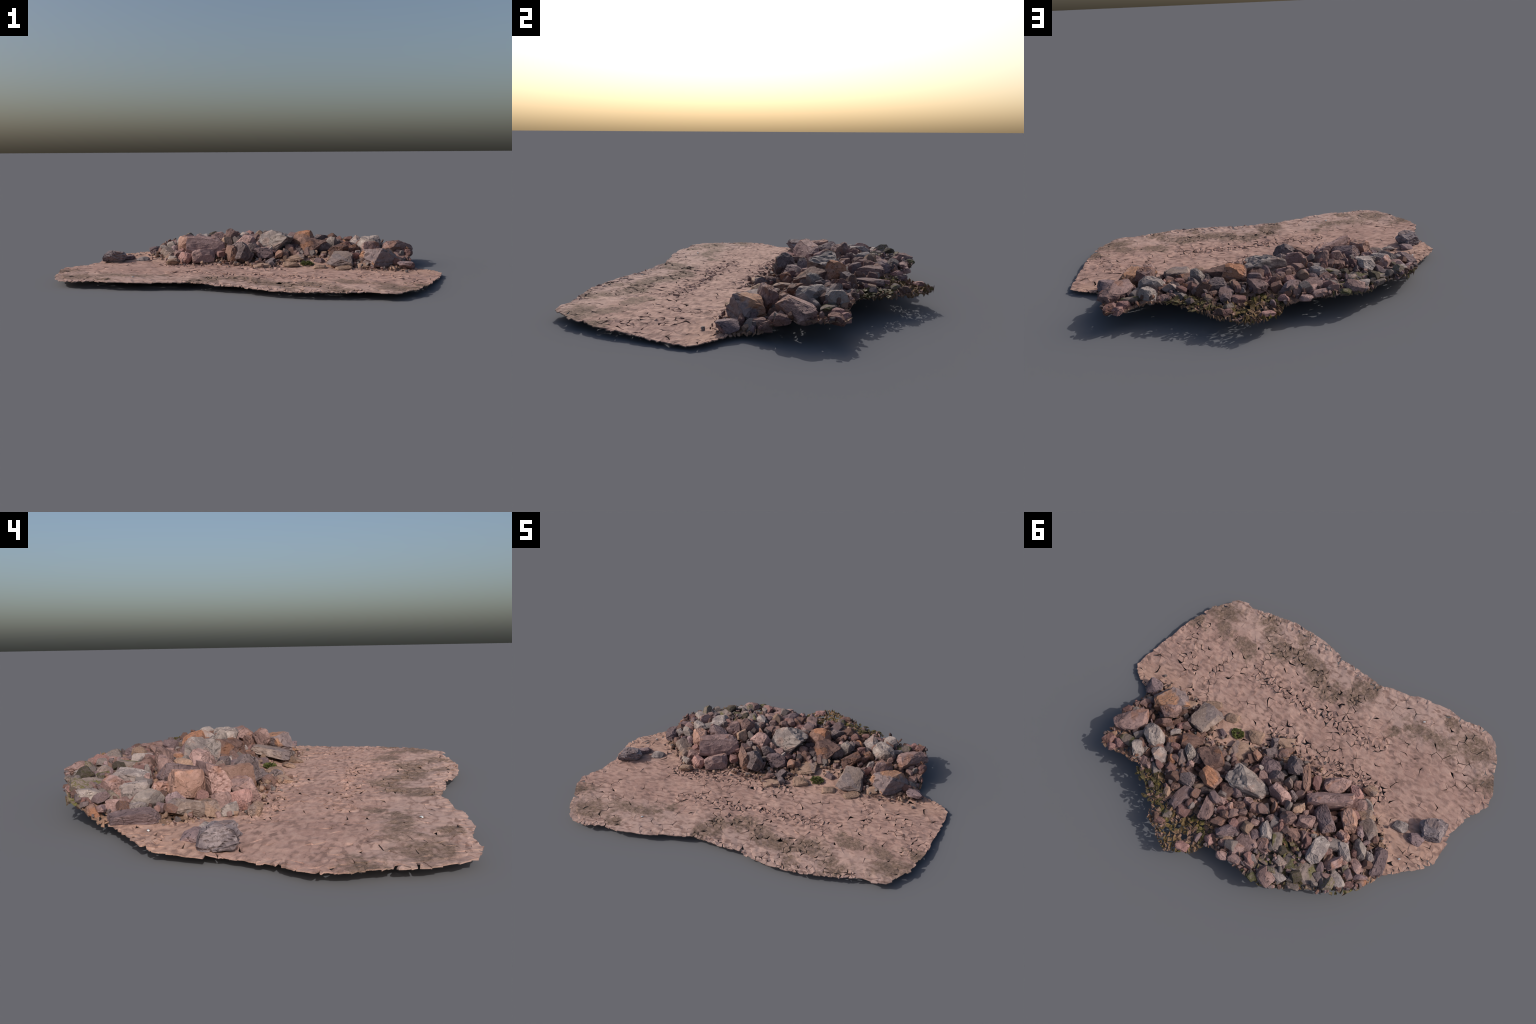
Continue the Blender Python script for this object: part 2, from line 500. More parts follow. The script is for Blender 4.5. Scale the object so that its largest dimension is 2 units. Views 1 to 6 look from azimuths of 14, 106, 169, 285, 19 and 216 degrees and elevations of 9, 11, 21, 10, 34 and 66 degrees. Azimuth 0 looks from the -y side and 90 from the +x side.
def corner_hash(x, y):
    return random.Random(round(x * 20000) * 92821 + round(y * 20000) * 68917)


def ripple(x, y):
    v = Vector((x * 1.0, y * 1.3, 0.7))
    return 0.0016 * noise.noise(v * 42) + 0.0036 * noise.noise(v * 14) + 0.0045 * noise.noise(v * 5)


def build_ground():
    pts, ghosts = plate_seeds()
    allp = np.array(pts + ghosts)
    bins = {}
    for k, (x, y) in enumerate(allp):
        bins.setdefault((int(x // 0.06), int(y // 0.06)), []).append(k)
    parts = {z: ([], []) for z in ("sand", "soil", "moss", "flap")}
    rng = random.Random(8)
    spec = {  # chance that a crack opens, gap, loose height, shared height, sag of middle
        "sand": (0.0, 0.0048, 0.0042, 0.0014, 0.0016), "soil": (0.50, 0.0080, 0.007, 0.007, 0.003),
        "moss": (0.50, 0.0085, 0.009, 0.013, 0.005), "flap": (0.75, 0.0027, 0.009, 0.009, 0.003)}
    for i in range(len(pts)):
        px, py = pts[i]
        bi, bj = int(px // 0.06), int(py // 0.06)
        near = [k for a in range(bi - 2, bi + 3) for b in range(bj - 2, bj + 3) for k in bins.get((a, b), ()) if k != i]
        near.sort(key=lambda k: (allp[k][0] - px) ** 2 + (allp[k][1] - py) ** 2)
        poly = cell_polygon(i, allp, near[:40])
        if len(poly) < 3:
            continue
        kind = zone(px, py)
        chance, gap, loose, shared, sag = spec[kind]
        verts, faces = parts[kind]
        if kind == "flap" and rng.random() < 0.03:
            continue
        d = np.hypot(*(OUTLINE - (px, py)).T).min()
        if d < 0.14:                     # border plates may not shoot far past the rim
            for k, (x, y) in enumerate(poly):
                while not inside(x, y)[0] and not inside(x + (px - x) * 0.35, y + (py - y) * 0.35)[0]:
                    x, y = x + (px - x) * 0.2, y + (py - y) * 0.2
                poly[k] = (x, y)
        corners = []
        cx = sum(p[0] for p in poly) / len(poly)
        cy = sum(p[1] for p in poly) / len(poly)
        for x, y in poly:
            h = corner_hash(x, y)
            lift = h.uniform(-1, 1)
            roll = rng.random()
            cr = crackedness(x, y)
            p_open = 0.035 + 0.30 * cr * cr if kind == "sand" else chance
            on_border = zone(x + 1e-3, y + 1e-3) != kind or zone(x - 1e-3, y - 1e-3) != kind
            z = ground(x, y) + ripple(x, y) + lift * shared
            on_crack = kind == "sand" and min(path_dist(x, y, c) for c in CRACKS) < 0.011
            if d < 0.05 and rng.random() < 0.6:
                cr = max(cr, 0.9)
                z -= rng.uniform(-0.001, 0.003)
            dx, dy = cx - x, cy - y
            dist = math.hypot(dx, dy) + 1e-9
            if on_crack:
                g = min(rng.uniform(0.0008, 0.0036), dist * 0.4)
                z += rng.uniform(-0.0015, 0.002)
            elif roll < p_open:
                g = min(gap * (1.5 if d < 0.05 else 1.0) * rng.uniform(0.2, 1.9) ** 1.5, dist * 0.5)
                z += rng.uniform(-0.8, 1.0) * loose * (1 + 0.6 * cr)
            else:
                g = 0.0004 if on_border else 0.0
            corners.append(Vector((x + dx / dist * g, y + dy / dist * g, z)))
        mid = Vector((cx, cy, ground(cx, cy) + ripple(cx, cy) + rng.uniform(-1, 1) * sag * (1 + 1.2 * crackedness(cx, cy))))
        levels = 3 if kind == "sand" else 2
        m = len(corners)
        steps = 2 ** (levels - 1)
        for k in range(m):
            a, b = corners[k], corners[(k + 1) % m]
            base = len(verts)
            index = {}
            for s in range(steps + 1):
                for t in range(steps + 1 - s):
                    u, w = s / steps, t / steps
                    v = mid * (1 - u - w) + a * u + b * w
                    if 0 < s + t < steps or (s and t):
                        lin = ground_lin(v.x, v.y)
                        v = v + Vector((0, 0, lin * 0.9))
                    index[s, t] = len(verts)
                    verts.append(v)
            for s in range(steps):
                for t in range(steps - s):
                    faces.append((index[s, t], index[s + 1, t], index[s, t + 1]))
                    if s + t < steps - 1:
                        faces.append((index[s + 1, t], index[s + 1, t + 1], index[s, t + 1]))
    names = {"sand": ("sand_crust", sand_material), "soil": ("soil_bank", soil_material),
             "moss": ("mossy_bank", moss_material), "flap": ("dry_moss_mat", mat_material)}
    for kind, (verts, faces) in parts.items():
        name, make = names[kind]
        mesh = bpy.data.meshes.new(name)
        mesh.from_pydata([tuple(v) for v in verts], [], faces)
        bm = bmesh.new()
        bm.from_mesh(mesh)
        bmesh.ops.remove_doubles(bm, verts=bm.verts, dist=2e-5)
        bmesh.ops.dissolve_degenerate(bm, edges=bm.edges, dist=1e-6)
        bm.normal_update()
        up = sum(f.normal.z * f.calc_area() for f in bm.faces)
        if up < 0:
            bmesh.ops.reverse_faces(bm, faces=bm.faces)
        # give the crust its thickness
        ext = bmesh.ops.extrude_face_region(bm, geom=bm.faces[:])
        thick = 0.0035
        top_set = [v for v in ext["geom"] if isinstance(v, bmesh.types.BMVert)]
        for v in top_set:
            v.co.z += 0.0
        low = set(bm.verts) - set(top_set)
        for v in low:
            v.co.z -= thick
        bmesh.ops.recalc_face_normals(bm, faces=bm.faces)
        bm.to_mesh(mesh)
        bm.free()
        shade(mesh, 22 if kind == "sand" else 16)
        add_object(name, mesh, material(name, make), stuff=True)


def ground_lin(x, y):
    """fine dimples of the surface between plate corners"""
    v = Vector((x * 0.8, y * 1.25, 0.0))
    return 0.0016 * noise.noise(v * 48) + 0.0008 * noise.noise(v * 110)


# ------------------------------------------------------------------------ rocks
FORMS = {  # big cuts, depth of the cuts, chips, oblique top cut, lumpiness
    "block": (14, 0.33, 9, 0.0, 0.046), "round": (22, 0.36, 10, 0.0, 0.046), "slab": (12, 0.27, 10, 0.0, 0.048),
    "wedge": (10, 0.30, 8, 0.60, 0.046), "rough": (14, 0.30, 14, 0.1, 0.095)}


def rock_mesh(name, form, seed, fine):
    """broken stone of unit size: a leaning block split along flat planes, chipped, then weathered"""
    cuts, deep, chips, oblique, lumpy = FORMS[form]
    rng = random.Random(seed)
    bm = bmesh.new()
    bmesh.ops.create_cube(bm, size=2)
    for v in bm.verts:
        v.co += Vector([rng.uniform(-.30, .30) for _ in "xyz"])
        if v.co.z > 0:
            v.co.x *= 0.86
            v.co.y *= 0.86

    def cut(d, depth):
        reach = max(v.co.dot(d) for v in bm.verts)
        r = bmesh.ops.bisect_plane(bm, geom=bm.verts[:] + bm.edges[:] + bm.faces[:], plane_co=d * (reach - depth), plane_no=d, clear_outer=True)
        rim = [g for g in r["geom_cut"] if isinstance(g, bmesh.types.BMEdge)]
        if rim:
            bmesh.ops.contextual_create(bm, geom=rim)

    if oblique:
        a = rng.uniform(0, TAU)
        cut(Vector((math.cos(a) * 0.75, math.sin(a) * 0.75, 0.75)).normalized(), oblique * rng.uniform(0.8, 1.3))
    spin = rng.uniform(0, TAU)
    for k in range(cuts):
        z = 0.95 - 1.55 * (k + rng.random()) / cuts
        a = spin + k * 2.39996 + rng.uniform(-.5, .5)
        r = math.sqrt(max(0.0, 1 - z * z))
        cut(Vector((r * math.cos(a), r * math.sin(a), z)), deep * rng.uniform(0.5, 1.7))
    for k in range(chips):
        d = Vector([rng.gauss(0, 1) for _ in "xyz"]).normalized()
        cut(d, rng.uniform(0.03, 0.13))
    bmesh.ops.dissolve_limit(bm, angle_limit=math.radians(7), verts=bm.verts, edges=bm.edges)
    bmesh.ops.remove_doubles(bm, verts=bm.verts, dist=0.03)
    bmesh.ops.recalc_face_normals(bm, faces=bm.faces)
    if fine:
        bmesh.ops.bevel(bm, geom=bm.edges[:], offset=0.022, segments=1, affect="EDGES", clamp_overlap=True)
    bmesh.ops.triangulate(bm, faces=bm.faces)
    for k in range(fine):
        size = 0.5 if k == 0 else 0.22
        long = [e for e in bm.edges if e.calc_length() > size]
        if not long:
            break
        bmesh.ops.subdivide_edges(bm, edges=long, cuts=1)
        bmesh.ops.triangulate(bm, faces=[f for f in bm.faces if len(f.verts) > 3])
    bm.normal_update()
    off = Vector((seed * 1.37 % 50, seed * 0.71 % 50, seed * 2.11 % 50))
    move = []
    for v in bm.verts:
        q = v.co + off
        h = noise.noise(q * 1.3) * 0.9 + noise.noise(q * 3.3) * 0.7 + rng.uniform(-.42, .42)
        cleft = max(0.0, 0.09 - abs(noise.noise(q * 1.4 + Vector((9, 4, 2))))) * 11   # open seams
        move.append(v.normal * (h * lumpy - cleft * lumpy * (1.6 if fine > 2 else 0.5)))
    for v, m in zip(bm.verts, move):
        v.co += m
    lo = [min(v.co[k] for v in bm.verts) for k in range(3)]
    hi = [max(v.co[k] for v in bm.verts) for k in range(3)]
    for v in bm.verts:
        v.co = Vector([(v.co[k] - lo[k]) / (hi[k] - lo[k]) - 0.5 for k in range(3)])
    mesh = bpy.data.meshes.new(name)
    bm.to_mesh(mesh)
    bm.free()
    return mesh


FOOTPRINTS = []
COUNT = [0]


def rock(x, y, top, size, yaw, look, form, tilt=None):
    """one stone: centre on the ground plan, height of its top, length/width/height, direction of its length"""
    COUNT[0] += 1
    seed = 100 + COUNT[0] * 7
    rng = random.Random(seed)
    length, width, height = size
    g = ground(x, y)
    height = max(height, min(top - g + 0.006, 0.17))
    height = min(height, top - g + 0.018)
    mesh = rock_mesh("rock", form, seed, 4 if length > 0.09 else 3)
    if tilt is None:
        tilt = (rng.gauss(0, 16), rng.gauss(0, 12))
    lean = Euler((math.radians(tilt[0]), math.radians(tilt[1]), 0)).to_matrix()
    grow = 1.06
    pts = np.array([lean @ Vector((v.co.x * length, v.co.y * width, v.co.z * height)) for v in mesh.vertices])
    pts = (pts - pts.min(0)) / (pts.max(0) - pts.min(0)) - 0.5          # leaning keeps the measured size
    a = math.radians(yaw + rng.uniform(-8, 8))
    pts *= (length * grow, width * grow, height)
    pts = pts @ np.array(((math.cos(a), math.sin(a), 0), (-math.sin(a), math.cos(a), 0), (0, 0, 1)))
    mesh.vertices.foreach_set("co", pts.astype(np.float32).ravel())
    mesh.update()
    zs = pts[:, 2]
    shade(mesh, 11)
    o = add_object("rock", mesh, material("stone_" + look, rock_material, look))
    o.location = (x, y, top - float(zs.max()))
    FOOTPRINTS.append((x, y, length / 2, width / 2, math.radians(yaw), top))
    return o


def place_rocks():
    rock(0.036, 0.242, 0.190, size=(0.211, 0.133, 0.140), yaw=176, look='palegrey', form='round')
    rock(-0.340, 0.074, 0.168, size=(0.240, 0.092, 0.105), yaw=28, look='pink', form='slab')
    rock(0.208, 0.325, 0.189, size=(0.118, 0.093, 0.090), yaw=166, look='rust', form='block')
    rock(0.270, 0.228, 0.154, size=(0.137, 0.115, 0.120), yaw=156, look='redbrown', form='wedge')
    rock(-0.101, 0.020, 0.148, size=(0.117, 0.095, 0.130), yaw=146, look='dark', form='round')
    rock(0.015, 0.087, 0.108, size=(0.121, 0.096, 0.085), yaw=16, look='purple', form='wedge')
    rock(-0.180, 0.040, 0.122, size=(0.152, 0.051, 0.110), yaw=134, look='rust', form='slab')
    rock(-0.321, -0.023, 0.108, size=(0.143, 0.086, 0.100), yaw=42, look='pink', form='block')
    rock(-0.130, 0.198, 0.165, size=(0.117, 0.074, 0.100), yaw=156, look='pink', form='wedge')
    rock(-0.579, 0.078, 0.092, size=(0.124, 0.078, 0.070), yaw=142, look='tan', form='slab')
    rock(-0.507, -0.034, 0.062, size=(0.070, 0.048, 0.050), yaw=156, look='palegrey', form='wedge')
    rock(-0.838, -0.104, 0.092, size=(0.136, 0.111, 0.080), yaw=22, look='purplegrey', form='rough')
    rock(-0.792, -0.021, 0.056, size=(0.079, 0.066, 0.050), yaw=6, look='purple', form='block')
    rock(-0.694, -0.036, 0.047, size=(0.076, 0.060, 0.030), yaw=6, look='grey', form='wedge')
    rock(-0.703, 0.189, 0.084, size=(0.147, 0.074, 0.065), yaw=114, look='purple', form='block')
    rock(-0.593, 0.199, 0.115, size=(0.110, 0.067, 0.080), yaw=138, look='palegrey', form='block')
    rock(-0.382, 0.182, 0.163, size=(0.142, 0.085, 0.060), yaw=158, look='purple', form='slab')
    rock(-0.535, 0.333, 0.142, size=(0.090, 0.057, 0.060), yaw=56, look='pink', form='block')
    rock(-0.439, 0.329, 0.146, size=(0.138, 0.084, 0.070), yaw=96, look='palegrey', form='slab')
    rock(-0.311, 0.244, 0.170, size=(0.085, 0.076, 0.080), yaw=6, look='pink', form='wedge')
    rock(-0.239, 0.282, 0.190, size=(0.090, 0.063, 0.090), yaw=26, look='pink', form='block')
    rock(0.669, 0.083, 0.130, size=(0.183, 0.119, 0.120), yaw=44, look='rustgrey', form='block')
    rock(0.816, 0.057, 0.062, size=(0.091, 0.084, 0.050), yaw=16, look='purple', form='block')
    rock(0.191, 0.099, 0.072, size=(0.124, 0.111, 0.055), yaw=22, look='sandy', form='slab')
    rock(0.063, 0.011, 0.058, size=(0.094, 0.055, 0.050), yaw=48, look='dark', form='block')
    rock(0.011, -0.023, 0.052, size=(0.059, 0.046, 0.040), yaw=36, look='pink', form='block')
    rock(0.037, -0.082, 0.044, size=(0.095, 0.066, 0.030), yaw=26, look='sandy', form='slab')
    rock(0.590, 0.306, 0.158, size=(0.138, 0.098, 0.100), yaw=144, look='palegrey', form='round')
    rock(0.502, 0.372, 0.156, size=(0.090, 0.084, 0.090), yaw=6, look='grey', form='round')
    rock(0.610, 0.415, 0.155, size=(0.088, 0.062, 0.080), yaw=144, look='palegrey', form='block')
    rock(0.748, 0.305, 0.147, size=(0.181, 0.107, 0.110), yaw=48, look='pink', form='block')
    rock(0.614, 0.142, 0.155, size=(0.110, 0.073, 0.100), yaw=36, look='pink', form='block')
    rock(0.371, 0.275, 0.160, size=(0.074, 0.064, 0.080), yaw=156, look='palegrey', form='block')
    rock(0.297, 0.408, 0.155, size=(0.088, 0.069, 0.070), yaw=22, look='dark', form='block')
    rock(0.388, 0.417, 0.136, size=(0.060, 0.044, 0.050), yaw=176, look='pink', form='block')
    rock(0.121, 0.461, 0.152, size=(0.129, 0.068, 0.070), yaw=120, look='pink', form='block')
    rock(-0.031, 0.499, 0.150, size=(0.115, 0.067, 0.060), yaw=46, look='purple', form='slab')
    rock(-0.134, 0.487, 0.136, size=(0.115, 0.085, 0.060), yaw=166, look='pink', form='slab')
    rock(-0.308, 0.573, 0.142, size=(0.095, 0.077, 0.055), yaw=156, look='pink', form='wedge')
    rock(-0.185, 0.393, 0.156, size=(0.096, 0.063, 0.060), yaw=136, look='grey', form='block')
    rock(0.270, 0.485, 0.126, size=(0.138, 0.075, 0.055), yaw=66, look='purple', form='slab')
    rock(0.782, 0.450, 0.110, size=(0.067, 0.050, 0.050), yaw=76, look='redpink', form='block')
    rock(0.721, 0.434, 0.110, size=(0.073, 0.057, 0.050), yaw=26, look='redpink', form='block')
    rock(0.748, 0.471, 0.104, size=(0.050, 0.037, 0.040), yaw=26, look='redpink', form='block')
    rock(0.684, 0.396, 0.115, size=(0.099, 0.060, 0.050), yaw=6, look='darkmoss', form='slab')
    rock(0.540, 0.446, 0.119, size=(0.084, 0.049, 0.050), yaw=156, look='pink', form='block')
    rock(0.472, 0.446, 0.125, size=(0.064, 0.055, 0.050), yaw=156, look='grey', form='block')
    rock(0.439, 0.357, 0.130, size=(0.055, 0.039, 0.050), yaw=156, look='rust', form='block')
    rock(0.461, 0.290, 0.130, size=(0.055, 0.045, 0.050), yaw=16, look='redpink', form='block')
    rock(0.397, 0.317, 0.140, size=(0.090, 0.055, 0.080), yaw=116, look='dark', form='block')
    rock(0.341, 0.326, 0.125, size=(0.045, 0.038, 0.040), yaw=36, look='pink', form='block')
    rock(0.322, 0.359, 0.130, size=(0.063, 0.044, 0.050), yaw=176, look='redbrown', form='block')
    rock(0.330, 0.255, 0.130, size=(0.096, 0.071, 0.080), yaw=116, look='dark', form='block')  # dark block modelled for the shadow beside the redbrown wedge
    rock(0.327, 0.464, 0.123, size=(0.054, 0.047, 0.040), yaw=36, look='redbrown', form='block')
    rock(0.344, 0.503, 0.123, size=(0.054, 0.041, 0.045), yaw=106, look='sandy', form='block')
    rock(0.191, 0.386, 0.120, size=(0.075, 0.063, 0.050), yaw=36, look='dark', form='block')
    rock(0.104, 0.317, 0.148, size=(0.093, 0.081, 0.070), yaw=146, look='redbrown', form='block')
    rock(0.033, 0.285, 0.125, size=(0.059, 0.056, 0.050), yaw=36, look='dark', form='block')
    rock(0.088, 0.395, 0.135, size=(0.053, 0.043, 0.045), yaw=6, look='pink', form='block')
    rock(-0.021, 0.319, 0.140, size=(0.055, 0.043, 0.050), yaw=6, look='pink', form='block')
    rock(0.034, 0.395, 0.130, size=(0.055, 0.037, 0.040), yaw=116, look='pink', form='wedge')
    rock(0.051, 0.428, 0.130, size=(0.058, 0.052, 0.040), yaw=6, look='redpink', form='block')
    rock(0.002, 0.356, 0.130, size=(0.065, 0.055, 0.040), yaw=36, look='redbrown', form='block')
    rock(-0.055, 0.422, 0.138, size=(0.067, 0.058, 0.045), yaw=26, look='redbrown', form='wedge')
    rock(-0.115, 0.390, 0.145, size=(0.052, 0.039, 0.045), yaw=16, look='pink', form='block')
    rock(-0.076, 0.326, 0.145, size=(0.067, 0.061, 0.050), yaw=176, look='redbrown', form='block')
    rock(-0.144, 0.275, 0.155, size=(0.055, 0.037, 0.050), yaw=136, look='rust', form='block')
    rock(-0.163, 0.332, 0.155, size=(0.045, 0.030, 0.040), yaw=66, look='pink', form='block')
    rock(-0.116, 0.304, 0.140, size=(0.067, 0.043, 0.050), yaw=126, look='dark', form='block')
    rock(-0.149, 0.435, 0.140, size=(0.057, 0.042, 0.040), yaw=136, look='purple', form='wedge')
    rock(-0.058, 0.538, 0.125, size=(0.070, 0.061, 0.050), yaw=36, look='sandy', form='block')
    rock(-0.123, 0.543, 0.130, size=(0.072, 0.066, 0.050), yaw=6, look='pink', form='block')
    rock(0.019, 0.576, 0.118, size=(0.058, 0.052, 0.045), yaw=156, look='redpink', form='wedge')
    rock(-0.075, 0.609, 0.118, size=(0.063, 0.045, 0.040), yaw=176, look='pink', form='block')
    rock(-0.141, 0.587, 0.125, size=(0.078, 0.051, 0.040), yaw=6, look='pink', form='slab')
    rock(-0.215, 0.455, 0.140, size=(0.072, 0.063, 0.050), yaw=6, look='redbrown', form='block')
    rock(0.214, 0.538, 0.118, size=(0.069, 0.059, 0.040), yaw=6, look='redpink', form='block')
    rock(0.194, 0.471, 0.123, size=(0.031, 0.025, 0.030), yaw=6, look='rust', form='block')
    rock(0.113, 0.680, 0.099, size=(0.068, 0.050, 0.030), yaw=6, look='redpink', form='block')
    rock(0.271, 0.594, 0.113, size=(0.050, 0.041, 0.030), yaw=36, look='moss', form='block')
    rock(0.282, 0.639, 0.108, size=(0.053, 0.038, 0.030), yaw=16, look='redpink', form='wedge')
    rock(-0.242, 0.207, 0.150, size=(0.067, 0.058, 0.050), yaw=36, look='sandy', form='block')
    rock(-0.040, 0.178, 0.130, size=(0.053, 0.031, 0.050), yaw=136, look='pink', form='block')
    rock(-0.052, 0.125, 0.130, size=(0.082, 0.056, 0.060), yaw=22, look='dark', form='block')
    rock(-0.119, 0.117, 0.125, size=(0.066, 0.041, 0.060), yaw=156, look='grey', form='block')
    rock(-0.168, 0.105, 0.120, size=(0.075, 0.053, 0.060), yaw=36, look='redbrown', form='block')
    rock(-0.176, 0.161, 0.125, size=(0.056, 0.037, 0.050), yaw=156, look='dark', form='block')
    rock(0.032, 0.128, 0.110, size=(0.038, 0.028, 0.040), yaw=36, look='grey', form='block')
    rock(-0.215, 0.306, 0.165, size=(0.036, 0.030, 0.040), yaw=36, look='redpink', form='block')
    rock(-0.411, 0.148, 0.140, size=(0.055, 0.034, 0.040), yaw=16, look='pink', form='block')
    rock(-0.477, 0.109, 0.158, size=(0.129, 0.080, 0.100), yaw=142, look='rust', form='block')
    rock(-0.468, 0.007, 0.090, size=(0.094, 0.066, 0.070), yaw=26, look='pink', form='slab')
    rock(-0.421, -0.048, 0.090, size=(0.089, 0.057, 0.060), yaw=146, look='redpink', form='block')
    rock(-0.470, -0.110, 0.060, size=(0.070, 0.051, 0.040), yaw=176, look='sandy', form='block')
    rock(-0.526, 0.022, 0.075, size=(0.094, 0.060, 0.040), yaw=46, look='sandy', form='slab')
    rock(-0.550, 0.119, 0.100, size=(0.062, 0.049, 0.060), yaw=156, look='purple', form='block')
    rock(-0.495, 0.195, 0.120, size=(0.067, 0.049, 0.050), yaw=176, look='pink', form='rough')
    rock(-0.541, 0.255, 0.125, size=(0.097, 0.057, 0.060), yaw=136, look='grey', form='block')
    rock(-0.474, 0.262, 0.130, size=(0.097, 0.061, 0.060), yaw=26, look='grey', form='slab')
    rock(-0.444, 0.251, 0.135, size=(0.045, 0.030, 0.040), yaw=26, look='pink', form='block')
    rock(-0.386, 0.282, 0.150, size=(0.030, 0.023, 0.030), yaw=36, look='palegrey', form='block')
    rock(-0.372, 0.315, 0.145, size=(0.084, 0.045, 0.050), yaw=136, look='redpink', form='slab')
    rock(-0.177, 0.392, 0.150, size=(0.079, 0.060, 0.060), yaw=146, look='grey', form='block')
    rock(-0.216, 0.457, 0.135, size=(0.078, 0.072, 0.050), yaw=6, look='pink', form='wedge')
    rock(-0.147, 0.433, 0.140, size=(0.057, 0.042, 0.040), yaw=146, look='purple', form='block')
    rock(-0.626, 0.270, 0.090, size=(0.079, 0.058, 0.050), yaw=156, look='pink', form='block')
    rock(-0.584, 0.393, 0.110, size=(0.090, 0.066, 0.050), yaw=146, look='palegrey', form='wedge')
    rock(-0.670, 0.313, 0.081, size=(0.076, 0.040, 0.050), yaw=32, look='purple', form='block')
    rock(-0.689, 0.330, 0.084, size=(0.061, 0.034, 0.040), yaw=46, look='rust', form='block')
    rock(-0.650, 0.377, 0.096, size=(0.060, 0.045, 0.040), yaw=66, look='redpink', form='block')
    rock(-0.591, 0.317, 0.105, size=(0.054, 0.042, 0.040), yaw=136, look='moss', form='block')
    rock(-0.455, 0.445, 0.112, size=(0.126, 0.114, 0.040), yaw=16, look='moss', form='slab')
    rock(-0.363, 0.458, 0.120, size=(0.096, 0.066, 0.040), yaw=136, look='moss', form='slab')
    rock(-0.325, 0.477, 0.130, size=(0.069, 0.048, 0.040), yaw=156, look='palegrey', form='wedge')
    rock(-0.252, 0.399, 0.140, size=(0.114, 0.051, 0.050), yaw=122, look='moss', form='slab')
    rock(-0.300, 0.328, 0.150, size=(0.078, 0.063, 0.060), yaw=16, look='redbrown', form='block')
    rock(-0.346, 0.310, 0.148, size=(0.051, 0.042, 0.040), yaw=156, look='pink', form='block')
    rock(-0.648, 0.205, 0.090, size=(0.061, 0.049, 0.050), yaw=156, look='grey', form='block')
    rock(-0.513, 0.436, 0.110, size=(0.072, 0.054, 0.050), yaw=146, look='dark', form='block')
    rock(-0.437, 0.533, 0.117, size=(0.066, 0.042, 0.030), yaw=26, look='moss', form='wedge')
    rock(-0.253, 0.609, 0.122, size=(0.060, 0.048, 0.030), yaw=166, look='darkmoss', form='block')
    rock(-0.350, 0.541, 0.125, size=(0.089, 0.066, 0.050), yaw=166, look='grey', form='slab')
    rock(0.616, 0.208, 0.120, size=(0.100, 0.053, 0.080), yaw=46, look='redbrown', form='block')
    rock(0.780, 0.167, 0.070, size=(0.083, 0.055, 0.060), yaw=66, look='redbrown', form='block')
    rock(0.528, 0.159, 0.085, size=(0.063, 0.037, 0.050), yaw=46, look='redpink', form='block')
    rock(0.540, 0.211, 0.090, size=(0.063, 0.040, 0.050), yaw=66, look='grey', form='block')
    rock(0.430, 0.214, 0.130, size=(0.114, 0.082, 0.090), yaw=56, look='redbrown', form='block')
    rock(0.337, 0.065, 0.062, size=(0.060, 0.033, 0.030), yaw=146, look='purple', form='slab')
    rock(0.188, -0.015, 0.050, size=(0.092, 0.079, 0.040), yaw=16, look='sandy', form='slab')
    rock(0.081, -0.047, 0.060, size=(0.062, 0.043, 0.050), yaw=136, look='dark', form='block')
    rock(-0.001, -0.056, 0.045, size=(0.062, 0.039, 0.035), yaw=46, look='rust', form='slab')
    rock(0.819, 0.260, 0.100, size=(0.065, 0.044, 0.050), yaw=76, look='redpink', form='block')
    rock(0.819, 0.198, 0.070, size=(0.055, 0.041, 0.050), yaw=56, look='redbrown', form='block')
    rock(0.780, 0.235, 0.095, size=(0.037, 0.031, 0.030), yaw=36, look='palegrey', form='block')
    rock(0.501, 0.255, 0.105, size=(0.092, 0.036, 0.050), yaw=46, look='redbrown', form='slab')
    rock(0.585, 0.026, 0.045, size=(0.068, 0.055, 0.030), yaw=36, look='sandy', form='block')
    rock(0.353, -0.041, 0.041, size=(0.074, 0.054, 0.025), yaw=26, look='sandy', form='slab')
    rock(0.486, -0.043, 0.040, size=(0.095, 0.055, 0.030), yaw=36, look='sandy', form='slab')
    rock(0.455, 0.058, 0.096, size=(0.140, 0.165, 0.070), yaw=8, look='tan', form='slab', tilt=(22, 3))   # leaning slab


def covered(x, y, shrink=0.85):
    for rx, ry, a, b, yaw, top in FOOTPRINTS:
        dx, dy = x - rx, y - ry
        if abs(dx) > 0.16 or abs(dy) > 0.16:
            continue
        u = (dx * math.cos(yaw) + dy * math.sin(yaw)) / (a * shrink + 1e-6)
        w = (-dx * math.sin(yaw) + dy * math.cos(yaw)) / (b * shrink + 1e-6)
        if u * u + w * w < 1:
            return True
    return False


